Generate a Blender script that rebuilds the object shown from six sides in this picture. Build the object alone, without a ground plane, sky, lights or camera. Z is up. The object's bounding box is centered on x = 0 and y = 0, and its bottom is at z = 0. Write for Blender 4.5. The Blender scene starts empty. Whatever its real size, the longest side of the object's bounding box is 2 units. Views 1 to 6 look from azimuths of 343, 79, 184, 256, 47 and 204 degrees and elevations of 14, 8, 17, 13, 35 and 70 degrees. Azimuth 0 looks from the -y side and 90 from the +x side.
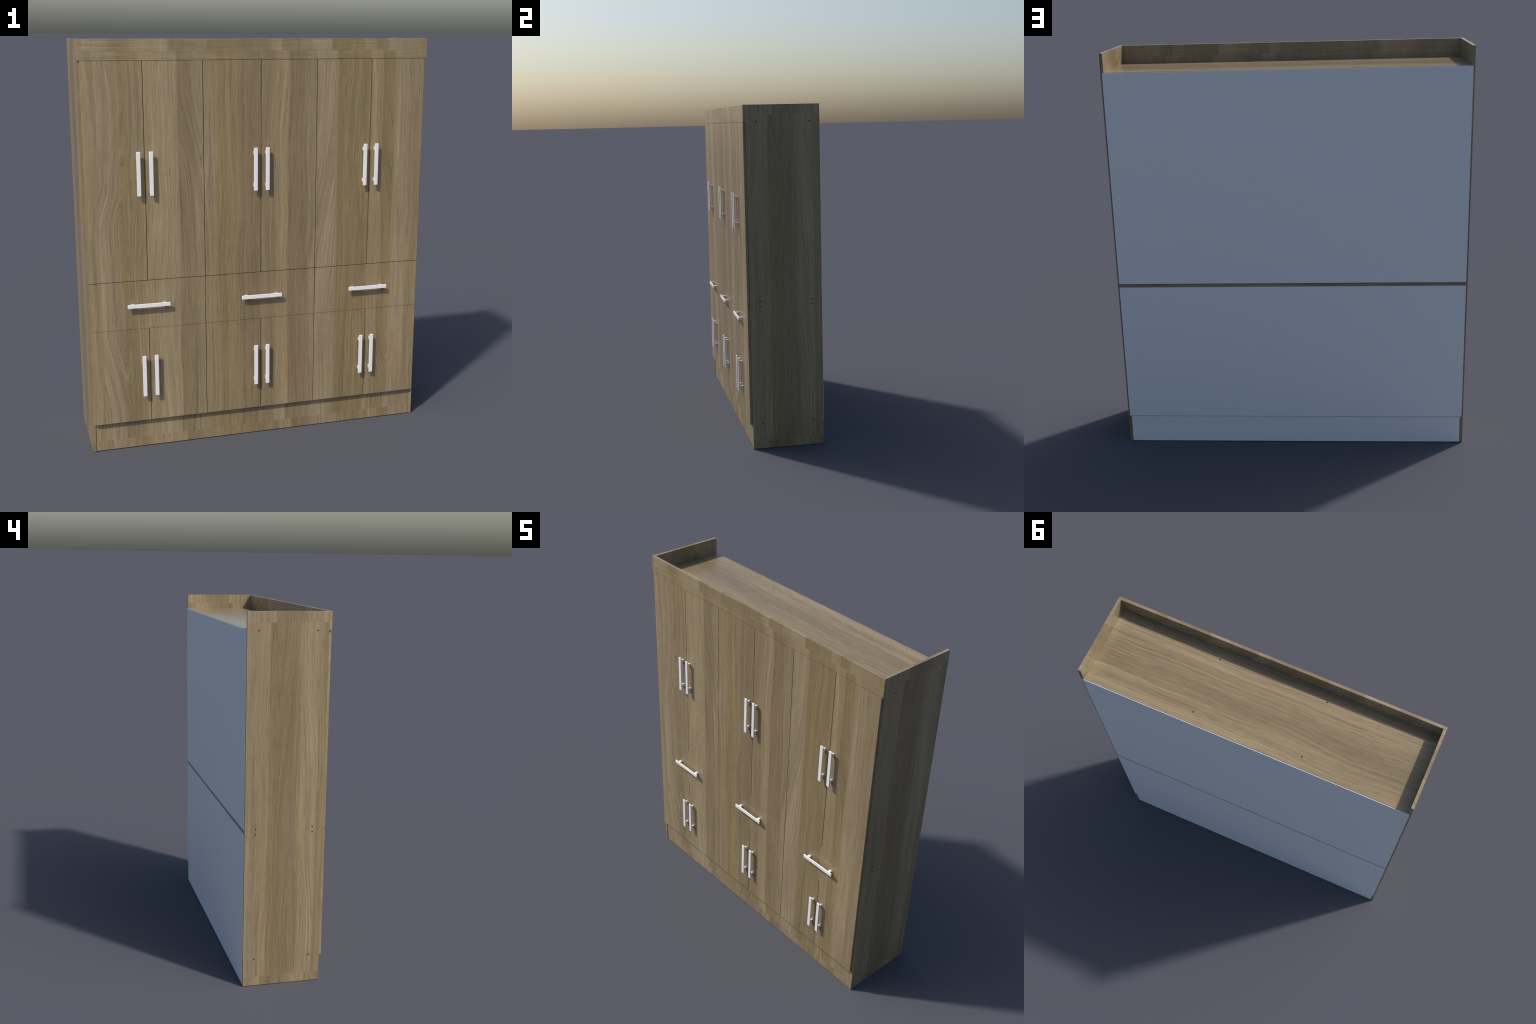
"""A tall three-bay wardrobe in wood-look board: twelve doors, three drawers,
white bar handles, raised cornice rim, white back panels and a recessed plinth."""
import bpy, bmesh
from mathutils import Vector, Matrix

# ------------------------------------------------------------------ sizes (m)
HALF_W = 0.8633          # outside of the side panels
BOARD = 0.0146           # board thickness
Y_CARCASS = -0.1940      # front edge of the carcass
Y_FRONT = -0.2092        # face of doors, drawers and cornice
Y_BACK = 0.2310          # back edge of the side panels
Y_REAR = 0.2345          # face of the thin back panels
TOP = 2.0
Z_SPLIT = 0.8638         # upper cabinet stands on the lower one
Z_DOOR_TOP, Z_DOOR_BOTTOM = 1.9024, 0.1460
Z_DRAWER_TOP, Z_DRAWER_BOTTOM = 0.8652, 0.6233
Z_CORNICE = 1.9038
DOOR_HALF = 0.8545       # doors leave half of the side edge bare
BAY = 0.2853             # door pitch
GAP = 0.0030

# ------------------------------------------------------------------ materials
def lin(c):
    return tuple(((v / 255 + 0.055) / 1.055) ** 2.4 if v > 10.3 else v / 255 / 12.92 for v in c)


class Graph:
    def __init__(self, name):
        self.mat = bpy.data.materials.new(name)
        self.mat.use_nodes = True
        self.t = self.mat.node_tree
        self.t.nodes.clear()
        self.out = self.t.nodes.new("ShaderNodeOutputMaterial")
        self.bsdf = self.t.nodes.new("ShaderNodeBsdfPrincipled")
        self.t.links.new(self.bsdf.outputs[0], self.out.inputs[0])

    def put(self, sock, v):
        if hasattr(v, "is_linked"):
            self.t.links.new(v, sock)
        else:
            sock.default_value = v

    def math(self, op, a, b=0.0, c=None):
        n = self.t.nodes.new("ShaderNodeMath")
        n.operation = op
        self.put(n.inputs[0], a)
        self.put(n.inputs[1], b)
        if c is not None:
            self.put(n.inputs[2], c)
        return n.outputs[0]

    def vec(self, x, y, z=0.0):
        n = self.t.nodes.new("ShaderNodeCombineXYZ")
        for i, v in enumerate((x, y, z)):
            self.put(n.inputs[i], v)
        return n.outputs[0]

    def noise(self, v, scale=1.0, detail=2.0, rough=0.5):
        n = self.t.nodes.new("ShaderNodeTexNoise")
        self.put(n.inputs["Vector"], v)
        n.inputs["Scale"].default_value = scale
        n.inputs["Detail"].default_value = detail
        n.inputs["Roughness"].default_value = rough
        return n.outputs["Fac"]

    def ramp(self, fac, stops, interp="LINEAR"):
        n = self.t.nodes.new("ShaderNodeValToRGB")
        r = n.color_ramp
        r.interpolation = interp
        while len(r.elements) > 1:
            r.elements.remove(r.elements[-1])
        r.elements[0].position = stops[0][0]
        r.elements[0].color = (*stops[0][1], 1)
        for p, c in stops[1:]:
            r.elements.new(p).color = (*c, 1)
        self.put(n.inputs[0], fac)
        return n.outputs[0]

    def smooth(self, v, lo, hi, to0=0.0, to1=1.0):
        n = self.t.nodes.new("ShaderNodeMapRange")
        n.interpolation_type = "SMOOTHSTEP"
        for i, x in enumerate((v, lo, hi, to0, to1)):
            self.put(n.inputs[i], x)
        return n.outputs[0]


# veneer tints used by the staves of the board decor
PALE = (151, 134, 106)
ROSE = (147, 130, 103)     # pale, greyer
SAND = (150, 132, 100)
MID = (141, 124, 96)
OLIVE = (135, 118, 86)
MOSS = (130, 114, 82)
BROWN = (133, 116, 88)
DARK = (127, 110, 83)

# staves across the front, as (left edge x, tint at left, tint at right)
FRONT_STAVES = [
    (-0.880, SAND, MID), (-0.800, PALE, MID), (-0.684, OLIVE, MID), (-0.590, SAND, PALE),
    (-0.412, BROWN, BROWN), (-0.330, MID, MID), (-0.224, OLIVE, OLIVE), (-0.110, BROWN, DARK),
    (0.000, BROWN, BROWN), (0.078, MID, SAND), (0.141, DARK, BROWN), (0.239, MID, MID),
    (0.290, ROSE, ROSE), (0.395, MOSS, MOSS), (0.500, OLIVE, OLIVE), (0.572, SAND, MID), (0.635, MOSS, OLIVE),
    (0.703, ROSE, MID), (0.795, MID, OLIVE)]
# staves across the depth of the side panels, running from front to back
SIDE_STAVES = [
    (-0.215, OLIVE, MID), (-0.150, PALE, SAND), (-0.058, MID, BROWN), (0.000, OLIVE, BROWN),
    (0.060, BROWN, OLIVE), (0.110, SAND, MID), (0.165, MID, PALE)]
# staves across the depth of the top board
TOP_STAVES = [
    (-0.215, MID, MID), (-0.150, SAND, PALE), (-0.080, MID, SAND), (-0.030, MID, BROWN),
    (0.060, BROWN, MID), (0.120, SAND, MID), (0.180, SAND, PALE)]


def stave_stops(staves, lo, hi, end, soft=0.004, gain=1.0):
    """Turn stave edges into ramp stops with a short blend at each joint."""
    out = []
    span = hi - lo
    for i, (x, a, b) in enumerate(staves):
        nxt = staves[i + 1][0] if i + 1 < len(staves) else end
        for p, c in ((x + soft / 2, a), (nxt - soft / 2, b)):
            out.append(((p - lo) / span, tuple(v * gain * k for v, k in zip(lin(c), (1.0, 1.01, 1.025)))))
    return out


def wood(name, across, along, staves, seed=0.0, gain=1.0, figures=(), fine_along=None, contrast=1.0, warp=1.0, wrap=True, rough=0.34):
    """Wood decor. across / along: weights of world x, y, z that give the position
    across the staves and along the grain."""
    g = Graph(name)
    geo = g.t.nodes.new("ShaderNodeNewGeometry")
    sep = g.t.nodes.new("ShaderNodeSeparateXYZ")
    g.t.links.new(geo.outputs["Position"], sep.inputs[0])

    def mix(w, off=0.0):
        acc = off
        for k in range(3):
            if w[k]:
                acc = g.math("MULTIPLY_ADD", sep.outputs[k], w[k], acc)
        return acc
    u0 = mix(across[:3], across[3] if len(across) > 3 else 0.0)
    v = mix(along)
    if wrap:   # the decor repeats after 1.895 m of board
        v = g.math("WRAP", v, 1.945, 0.050)
    # slow sideways drift of the grain, strong enough in places to close into cathedrals
    d1 = g.noise(g.vec(g.math("MULTIPLY", u0, 5.0), g.math("MULTIPLY", v, 1.5), seed), 1.0, 1.0)
    d2 = g.noise(g.vec(g.math("MULTIPLY", u0, 11.0), g.math("MULTIPLY", v, 5.0), seed + 7.3), 1.0, 1.0)
    drift = g.math("ADD", g.math("MULTIPLY", g.math("SUBTRACT", d1, 0.5), 0.085 * warp),
                   g.math("MULTIPLY", g.math("SUBTRACT", d2, 0.5), 0.010 * warp))
    # flame figures: inside one stave the growth lines lean over between two heights
    flame = 0.0
    for (ua, ub, va, vb, lean) in figures:
        m = g.math("MULTIPLY", g.smooth(u0, ua, ua + 0.004), g.smooth(u0, ub - 0.035, ub, 1.0, 0.0))
        drift = g.math("MULTIPLY_ADD", g.math("MULTIPLY", m, g.smooth(v, va, vb)), lean, drift)
        h = (vb - va) * 0.35
        m = g.math("MULTIPLY", m, g.math("MULTIPLY", g.smooth(v, va - h, va + h), g.smooth(v, vb - h, vb + h, 1.0, 0.0)))
        flame = g.math("ADD", flame, m)
    # stave joints stay almost straight
    us = g.math("MULTIPLY_ADD", g.math("SUBTRACT", d1, 0.5), 0.022, u0)
    if wrap:   # where the decor starts again the staves do not quite meet
        us = g.math("MULTIPLY_ADD", g.math("GREATER_THAN", sep.outputs[2], 1.945), 0.034, us)
        us = g.math("MULTIPLY_ADD", g.math("LESS_THAN", sep.outputs[2], 0.050), -0.034, us)
    ug = g.math("ADD", u0, drift)
    lo, hi = staves[0][0] - 0.02, -staves[0][0] + 0.02
    if len(staves) < 10:
        hi = 0.26
    fac = g.math("DIVIDE", g.math("SUBTRACT", us, lo), hi - lo)
    first, second = staves[:len(staves) // 2], staves[len(staves) // 2:]
    if len(staves) > 15:     # a colour ramp holds 32 stops: two ramps, joined at a stave edge
        split = second[0][0]
        ra = g.ramp(fac, stave_stops(first, lo, hi, split, gain=gain))
        rb = g.ramp(fac, stave_stops(second, lo, hi, hi, gain=gain))
        m = g.t.nodes.new("ShaderNodeMix")
        m.data_type = "RGBA"
        g.put(m.inputs[0], g.smooth(us, split - 0.002, split + 0.002))
        g.put(m.inputs[6], ra)
        g.put(m.inputs[7], rb)
        tint = m.outputs[2]
    else:
        tint = g.ramp(fac, stave_stops(staves, lo, hi, hi, gain=gain))
    # streaks along the grain: broad bands, growth lines, pores
    if fine_along is None:
        fu, fv = ug, v
    else:
        fu, fv = g.math("ADD", mix(fine_along[0]), g.math("MULTIPLY", drift, 0.25)), mix(fine_along[1])
    band = g.noise(g.vec(g.math("MULTIPLY", ug, 42.0), g.math("MULTIPLY", v, 0.7), seed + 2.0), 1.0, 2.0)
    line = g.noise(g.vec(g.math("MULTIPLY", fu, 125.0), g.math("MULTIPLY", fv, 1.6), seed + 4.0), 1.0, 2.0, 0.6)
    fine = g.noise(g.vec(g.math("MULTIPLY", fu, 330.0), g.math("MULTIPLY", fv, 14.0), seed + 5.0), 1.0, 2.0, 0.6)
    ring = g.noise(g.vec(g.math("MULTIPLY", ug, 75.0), g.math("MULTIPLY", v, 0.3), seed + 9.0), 1.0, 1.0)
    ring = g.smooth(ring, 0.50, 0.68)
    patch = g.noise(g.vec(g.math("MULTIPLY", u0, 10.0), g.math("MULTIPLY", v, 2.2), seed + 11.0), 1.0, 2.0)

    def sway(f, amount):
        return g.math("MULTIPLY", g.math("SUBTRACT", f, 0.5), amount * contrast)
    val = g.math("ADD", sway(band, 0.36), sway(line, 0.72))
    val = g.math("ADD", val, sway(fine, 0.72))
    val = g.math("ADD", val, sway(patch, 0.26))
    pore = g.noise(g.vec(g.math("MULTIPLY", fu, 190.0), g.math("MULTIPLY", fv, 3.5), seed + 13.0), 1.0, 1.0)
    val = g.math("MULTIPLY_ADD", g.smooth(pore, 0.56, 0.72), -0.10 * contrast, val)
    lift = g.math("MULTIPLY_ADD", flame, 0.10 * contrast, 0.09 * contrast)
    val = g.math("MULTIPLY_ADD", ring, lift, val)
    val = g.math("MULTIPLY_ADD", flame, -0.05, val)
    val = g.math("ADD", val, 0.985)
    mul = g.t.nodes.new("ShaderNodeVectorMath")
    mul.operation = "SCALE"
    g.put(mul.inputs[0], tint)
    g.put(mul.inputs["Scale"], val)
    g.put(g.bsdf.inputs["Base Color"], mul.outputs[0])
    g.bsdf.inputs["Roughness"].default_value = rough
    return g.mat


def plain(name, colour, rough, var=0.0, scale=40.0):
    g = Graph(name)
    tc = g.t.nodes.new("ShaderNodeTexCoord")
    n = g.noise(tc.outputs["Object"], scale, 2.0)
    g.put(g.bsdf.inputs["Base Color"], g.ramp(n, [(0.3, tuple(c * (1 - var) for c in colour)),
                                                   (0.7, tuple(min(1, c * (1 + var)) for c in colour))]))
    g.bsdf.inputs["Roughness"].default_value = rough
    return g.mat


# (stave left, stave right, height from, height to, sideways lean of the growth lines)
FRONT_FLAMES = [(-0.412, -0.270, 1.15, 1.90, 0.13), (0.290, 0.415, 0.90, 1.75, -0.15), (0.600, 0.725, 1.10, 1.75, 0.12),
                (-0.800, -0.660, 0.15, 0.65, 0.075), (-0.800, -0.660, 1.10, 1.35, -0.05), (0.572, 0.725, 0.20, 0.55, 0.09)]
SIDE_FLAMES = [(-0.150, -0.010, 0.20, 0.75, -0.06), (-0.060, 0.090, 1.10, 1.80, 0.07)]
M_FRONT = wood("oak_decor_front", (1, 0.35, 0, 0.35 * 0.2092), (0, 0, 1), FRONT_STAVES, seed=1.7, figures=FRONT_FLAMES)
M_CORNICE = wood("oak_decor_cornice", (1, 0.0, 0, 0.006), (0, 0, 1), FRONT_STAVES, seed=1.7, contrast=0.75,
                 fine_along=((0, 1, 1), (1, 0, 0)))
M_LEFT = wood("oak_decor_side", (0.35, 1, 0, 0.302), (0, 0, 1), SIDE_STAVES, seed=4.2, gain=0.94, figures=SIDE_FLAMES)
M_RIGHT = wood("oak_decor_side_mirrored", (0.35, -1, 0, 0.0365 - 0.302), (0, 0, 1), SIDE_STAVES, seed=4.2, gain=0.94,
               figures=SIDE_FLAMES)
M_TOP = wood("oak_decor_lengthwise", (0, 1, 0.3, -0.5735), (1, 0, 0), TOP_STAVES, seed=8.8, gain=0.92, wrap=False, rough=0.22, warp=0.75, contrast=1.1)
M_WHITE_BACK = plain("white_hardboard", (0.80, 0.80, 0.80), 0.55, 0.01)
M_HANDLE = plain("white_lacquer", (0.80, 0.80, 0.80), 0.27, 0.005)
M_HOLE = plain("near_black_hole_fill", (0.004, 0.0038, 0.0035), 0.9)  # near-black fill of the bores, ending just below the surface

# ------------------------------------------------------------------ geometry
ROOT = bpy.data.objects.new("wardrobe", None)
bpy.context.collection.objects.link(ROOT)
ROOT["label"] = "tall wood-grain wardrobe with twelve doors, three drawers, white handles"
ROOT["category"] = "wardrobe"


def add(name, mesh, parent=ROOT, loc=(0, 0, 0)):
    ob = bpy.data.objects.new(name, mesh)
    bpy.context.collection.objects.link(ob)
    ob.parent = parent
    ob.location = loc
    return ob


def box_bm(bm, lo, hi, bevel=0.0):
    sub = bmesh.new()
    bmesh.ops.create_cube(sub, size=1.0)
    for v in sub.verts:
        v.co = Vector([lo[i] + (v.co[i] + 0.5) * (hi[i] - lo[i]) for i in range(3)])
    if bevel:
        bmesh.ops.bevel(sub, geom=list(sub.edges), offset=bevel, segments=2, profile=0.5, affect="EDGES")
    tmp = bpy.data.meshes.new("tmp")
    sub.to_mesh(tmp)
    sub.free()
    bm.from_mesh(tmp)
    bpy.data.meshes.remove(tmp)


def box_mesh(name, lo, hi, mat, bevel=0.0005):
    bm = bmesh.new()
    box_bm(bm, lo, hi, bevel)
    me = bpy.data.meshes.new(name)
    bm.to_mesh(me)
    bm.free()
    me.materials.append(mat)
    return me


def board(name, lo, hi, mat, bevel=0.0005, parent=ROOT):
    """A board whose origin sits at its own centre."""
    c = Vector([(a + b) / 2 for a, b in zip(lo, hi)])
    me = box_mesh(name, Vector(lo) - c, Vector(hi) - c, mat, bevel)
    return add(name, me, parent, c)


def drill(ob, points, axis, radius=0.0041, depth=0.008):
    """Bore screw holes into a board, each filled near-black to just below the surface."""
    bm = bmesh.new()
    rot = Vector((0, 0, 1)).rotation_difference(axis).to_matrix().to_4x4()
    for p in points:
        bmesh.ops.create_cone(bm, cap_ends=True, segments=20, radius1=radius, radius2=radius, depth=2 * depth,
                              matrix=Matrix.Translation(Vector(p)) @ rot)
    me = bpy.data.meshes.new("cutter")
    bm.to_mesh(me)
    bm.free()
    cut = bpy.data.objects.new("cutter", me)
    bpy.context.collection.objects.link(cut)
    mod = ob.modifiers.new("holes", "BOOLEAN")
    mod.operation = "DIFFERENCE"
    mod.solver = "EXACT"
    mod.object = cut
    bpy.context.view_layer.update()
    dg = bpy.context.evaluated_depsgraph_get()
    new = bpy.data.meshes.new_from_object(ob.evaluated_get(dg))
    ob.modifiers.clear()
    old = ob.data
    ob.data = new
    bpy.data.meshes.remove(old)
    bpy.data.objects.remove(cut)
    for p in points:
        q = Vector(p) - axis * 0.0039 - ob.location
        add("dark_hole_fill", DARK_FILLS[tuple(axis)], ob, q)


def dark_fill_mesh(axis):
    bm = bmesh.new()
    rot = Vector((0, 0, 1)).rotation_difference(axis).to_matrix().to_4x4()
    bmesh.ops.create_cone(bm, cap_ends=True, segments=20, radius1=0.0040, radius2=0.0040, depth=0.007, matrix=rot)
    me = bpy.data.meshes.new("dark_hole_fill")
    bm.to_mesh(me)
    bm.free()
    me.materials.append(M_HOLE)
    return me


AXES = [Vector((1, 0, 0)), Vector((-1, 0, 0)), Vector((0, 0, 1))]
DARK_FILLS = {tuple(a): dark_fill_mesh(a) for a in AXES}
HOLE_Y = (-0.1350, 0.1718)

# side panels: upper and lower cabinet, both sides
for s, mat in ((-1, M_LEFT), (1, M_RIGHT)):
    x_out, x_in = s * HALF_W, s * (HALF_W - BOARD)
    xs = sorted((x_out, x_in))
    upper = board("side_panel", (xs[0], Y_CARCASS, Z_SPLIT + 0.0001), (xs[1], Y_BACK, TOP), mat, 0.00015)
    lower = board("side_panel", (xs[0], Y_CARCASS, 0.0), (xs[1], Y_BACK, Z_SPLIT - 0.0001), mat, 0.00015)
    axis = Vector((s, 0, 0))
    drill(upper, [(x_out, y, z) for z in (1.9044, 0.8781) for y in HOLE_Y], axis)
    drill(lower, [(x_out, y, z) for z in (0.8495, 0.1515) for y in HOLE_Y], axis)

X_IN = HALF_W - BOARD - 0.0003
top = board("top_panel", (-X_IN, Y_CARCASS, 1.9115 - BOARD), (X_IN, Y_BACK, 1.9115), M_TOP)
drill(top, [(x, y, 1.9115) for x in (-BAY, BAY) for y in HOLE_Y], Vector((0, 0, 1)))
board("inner_board", (-X_IN, Y_CARCASS, Z_SPLIT + 0.0004), (X_IN, Y_BACK, Z_SPLIT + 0.0286), M_TOP)
board("inner_board", (-X_IN, Y_CARCASS, Z_SPLIT - 0.0286), (X_IN, Y_BACK, Z_SPLIT - 0.0004), M_TOP)
board("bottom_panel", (-X_IN, Y_CARCASS, 0.1444), (X_IN, Y_BACK, 0.1444 + BOARD), M_TOP)
for x in (-BAY, BAY):
    board("partition", (x - BOARD / 2, Y_CARCASS, Z_SPLIT + 0.029), (x + BOARD / 2, Y_BACK, 1.8965), M_FRONT)
    board("partition", (x - BOARD / 2, Y_CARCASS, 0.1593), (x + BOARD / 2, Y_BACK, Z_SPLIT - 0.029), M_FRONT)

# cornice board, its face flush with the doors and closing off the rim on top
board("cornice", (-HALF_W, Y_FRONT, Z_CORNICE), (HALF_W, Y_CARCASS - 0.0002, TOP), M_CORNICE, 0.0007)

# plinth and thin white back panels
board("plinth", (-X_IN, -0.1900, 0.0006), (X_IN, -0.1900 + BOARD, 0.1440), M_FRONT)
board("rear_plinth", (-X_IN, Y_BACK - BOARD, 0.0006), (X_IN, Y_BACK - 0.0005, 0.1428), M_WHITE_BACK)
board("back_panel", (-0.8556, Y_BACK + 0.0002, 0.8722), (0.8556, Y_REAR, 1.9092), M_WHITE_BACK, 0.0003)
board("back_panel", (-0.8556, Y_BACK + 0.0002, 0.1462), (0.8556, Y_REAR, 0.8530), M_WHITE_BACK, 0.0003)

# ------------------------------------------------------------------ handles
BAR_L, BAR_W, BAR_D = 0.2085, 0.0188, 0.0068
POST_H, POST_INSET = 0.0165, 0.0175
REACH = -0.2345 - Y_FRONT   # front of the bar relative to the door face


def handle_mesh(vertical):
    """A square bar on two square posts; drawn upright, turned for the drawers."""
    bm = bmesh.new()
    box_bm(bm, (-BAR_W / 2, REACH, -BAR_L / 2), (BAR_W / 2, REACH + BAR_D, BAR_L / 2), 0.0012)
    for s in (-1, 1):
        a = s * (BAR_L / 2 - POST_INSET)
        z0, z1 = sorted((a, a - s * POST_H))
        box_bm(bm, (-BAR_W / 2 + 0.0034, REACH + BAR_D - 0.001, z0), (BAR_W / 2 - 0.0034, 0.0003, z1), 0.0007)
    if not vertical:
        bmesh.ops.rotate(bm, verts=bm.verts, matrix=Matrix.Rotation(1.5707963, 3, "Y"))
    me = bpy.data.meshes.new("handle")
    bm.to_mesh(me)
    bm.free()
    me.materials.append(M_HANDLE)
    return me


H_DOOR, H_DRAWER = handle_mesh(True), handle_mesh(False)

# ------------------------------------------------------------------ doors and drawers
def front(name, x0, x1, z0, z1):
    return board(name, (x0, Y_FRONT, z0), (x1, Y_CARCASS - 0.0004, z1), M_FRONT, 0.0002)


for bay in (-1, 0, 1):
    c = 2 * BAY * bay
    edges = []
    for side in (-1, 1):                 # left and right door of the pair
        a, b = sorted((c, c + side * BAY))
        x0, x1 = a + GAP / 2, b - GAP / 2
        if bay == -1 and side == -1:
            x0 = -DOOR_HALF
        if bay == 1 and side == 1:
            x1 = DOOR_HALF
        edges += [x0, x1]
        for (z0, z1, hz, off) in ((Z_DRAWER_TOP + 0.0014, Z_DOOR_TOP, 1.3845, (-0.0330, 0.0272)),
                                  (Z_DOOR_BOTTOM, Z_DRAWER_BOTTOM - 0.0008, 0.3845, (-0.0313, 0.0291))):
            d = front("door", x0, x1, z0, z1)
            hx = c + (off[0] if side < 0 else off[1])
            add("handle", H_DOOR, d, Vector((hx, Y_FRONT, hz)) - d.location)
    d = front("drawer_front", min(edges), max(edges), Z_DRAWER_BOTTOM + 0.0008, Z_DRAWER_TOP - 0.0014)
    add("handle", H_DRAWER, d, Vector((c - 0.0007, Y_FRONT, 0.7447)) - d.location)
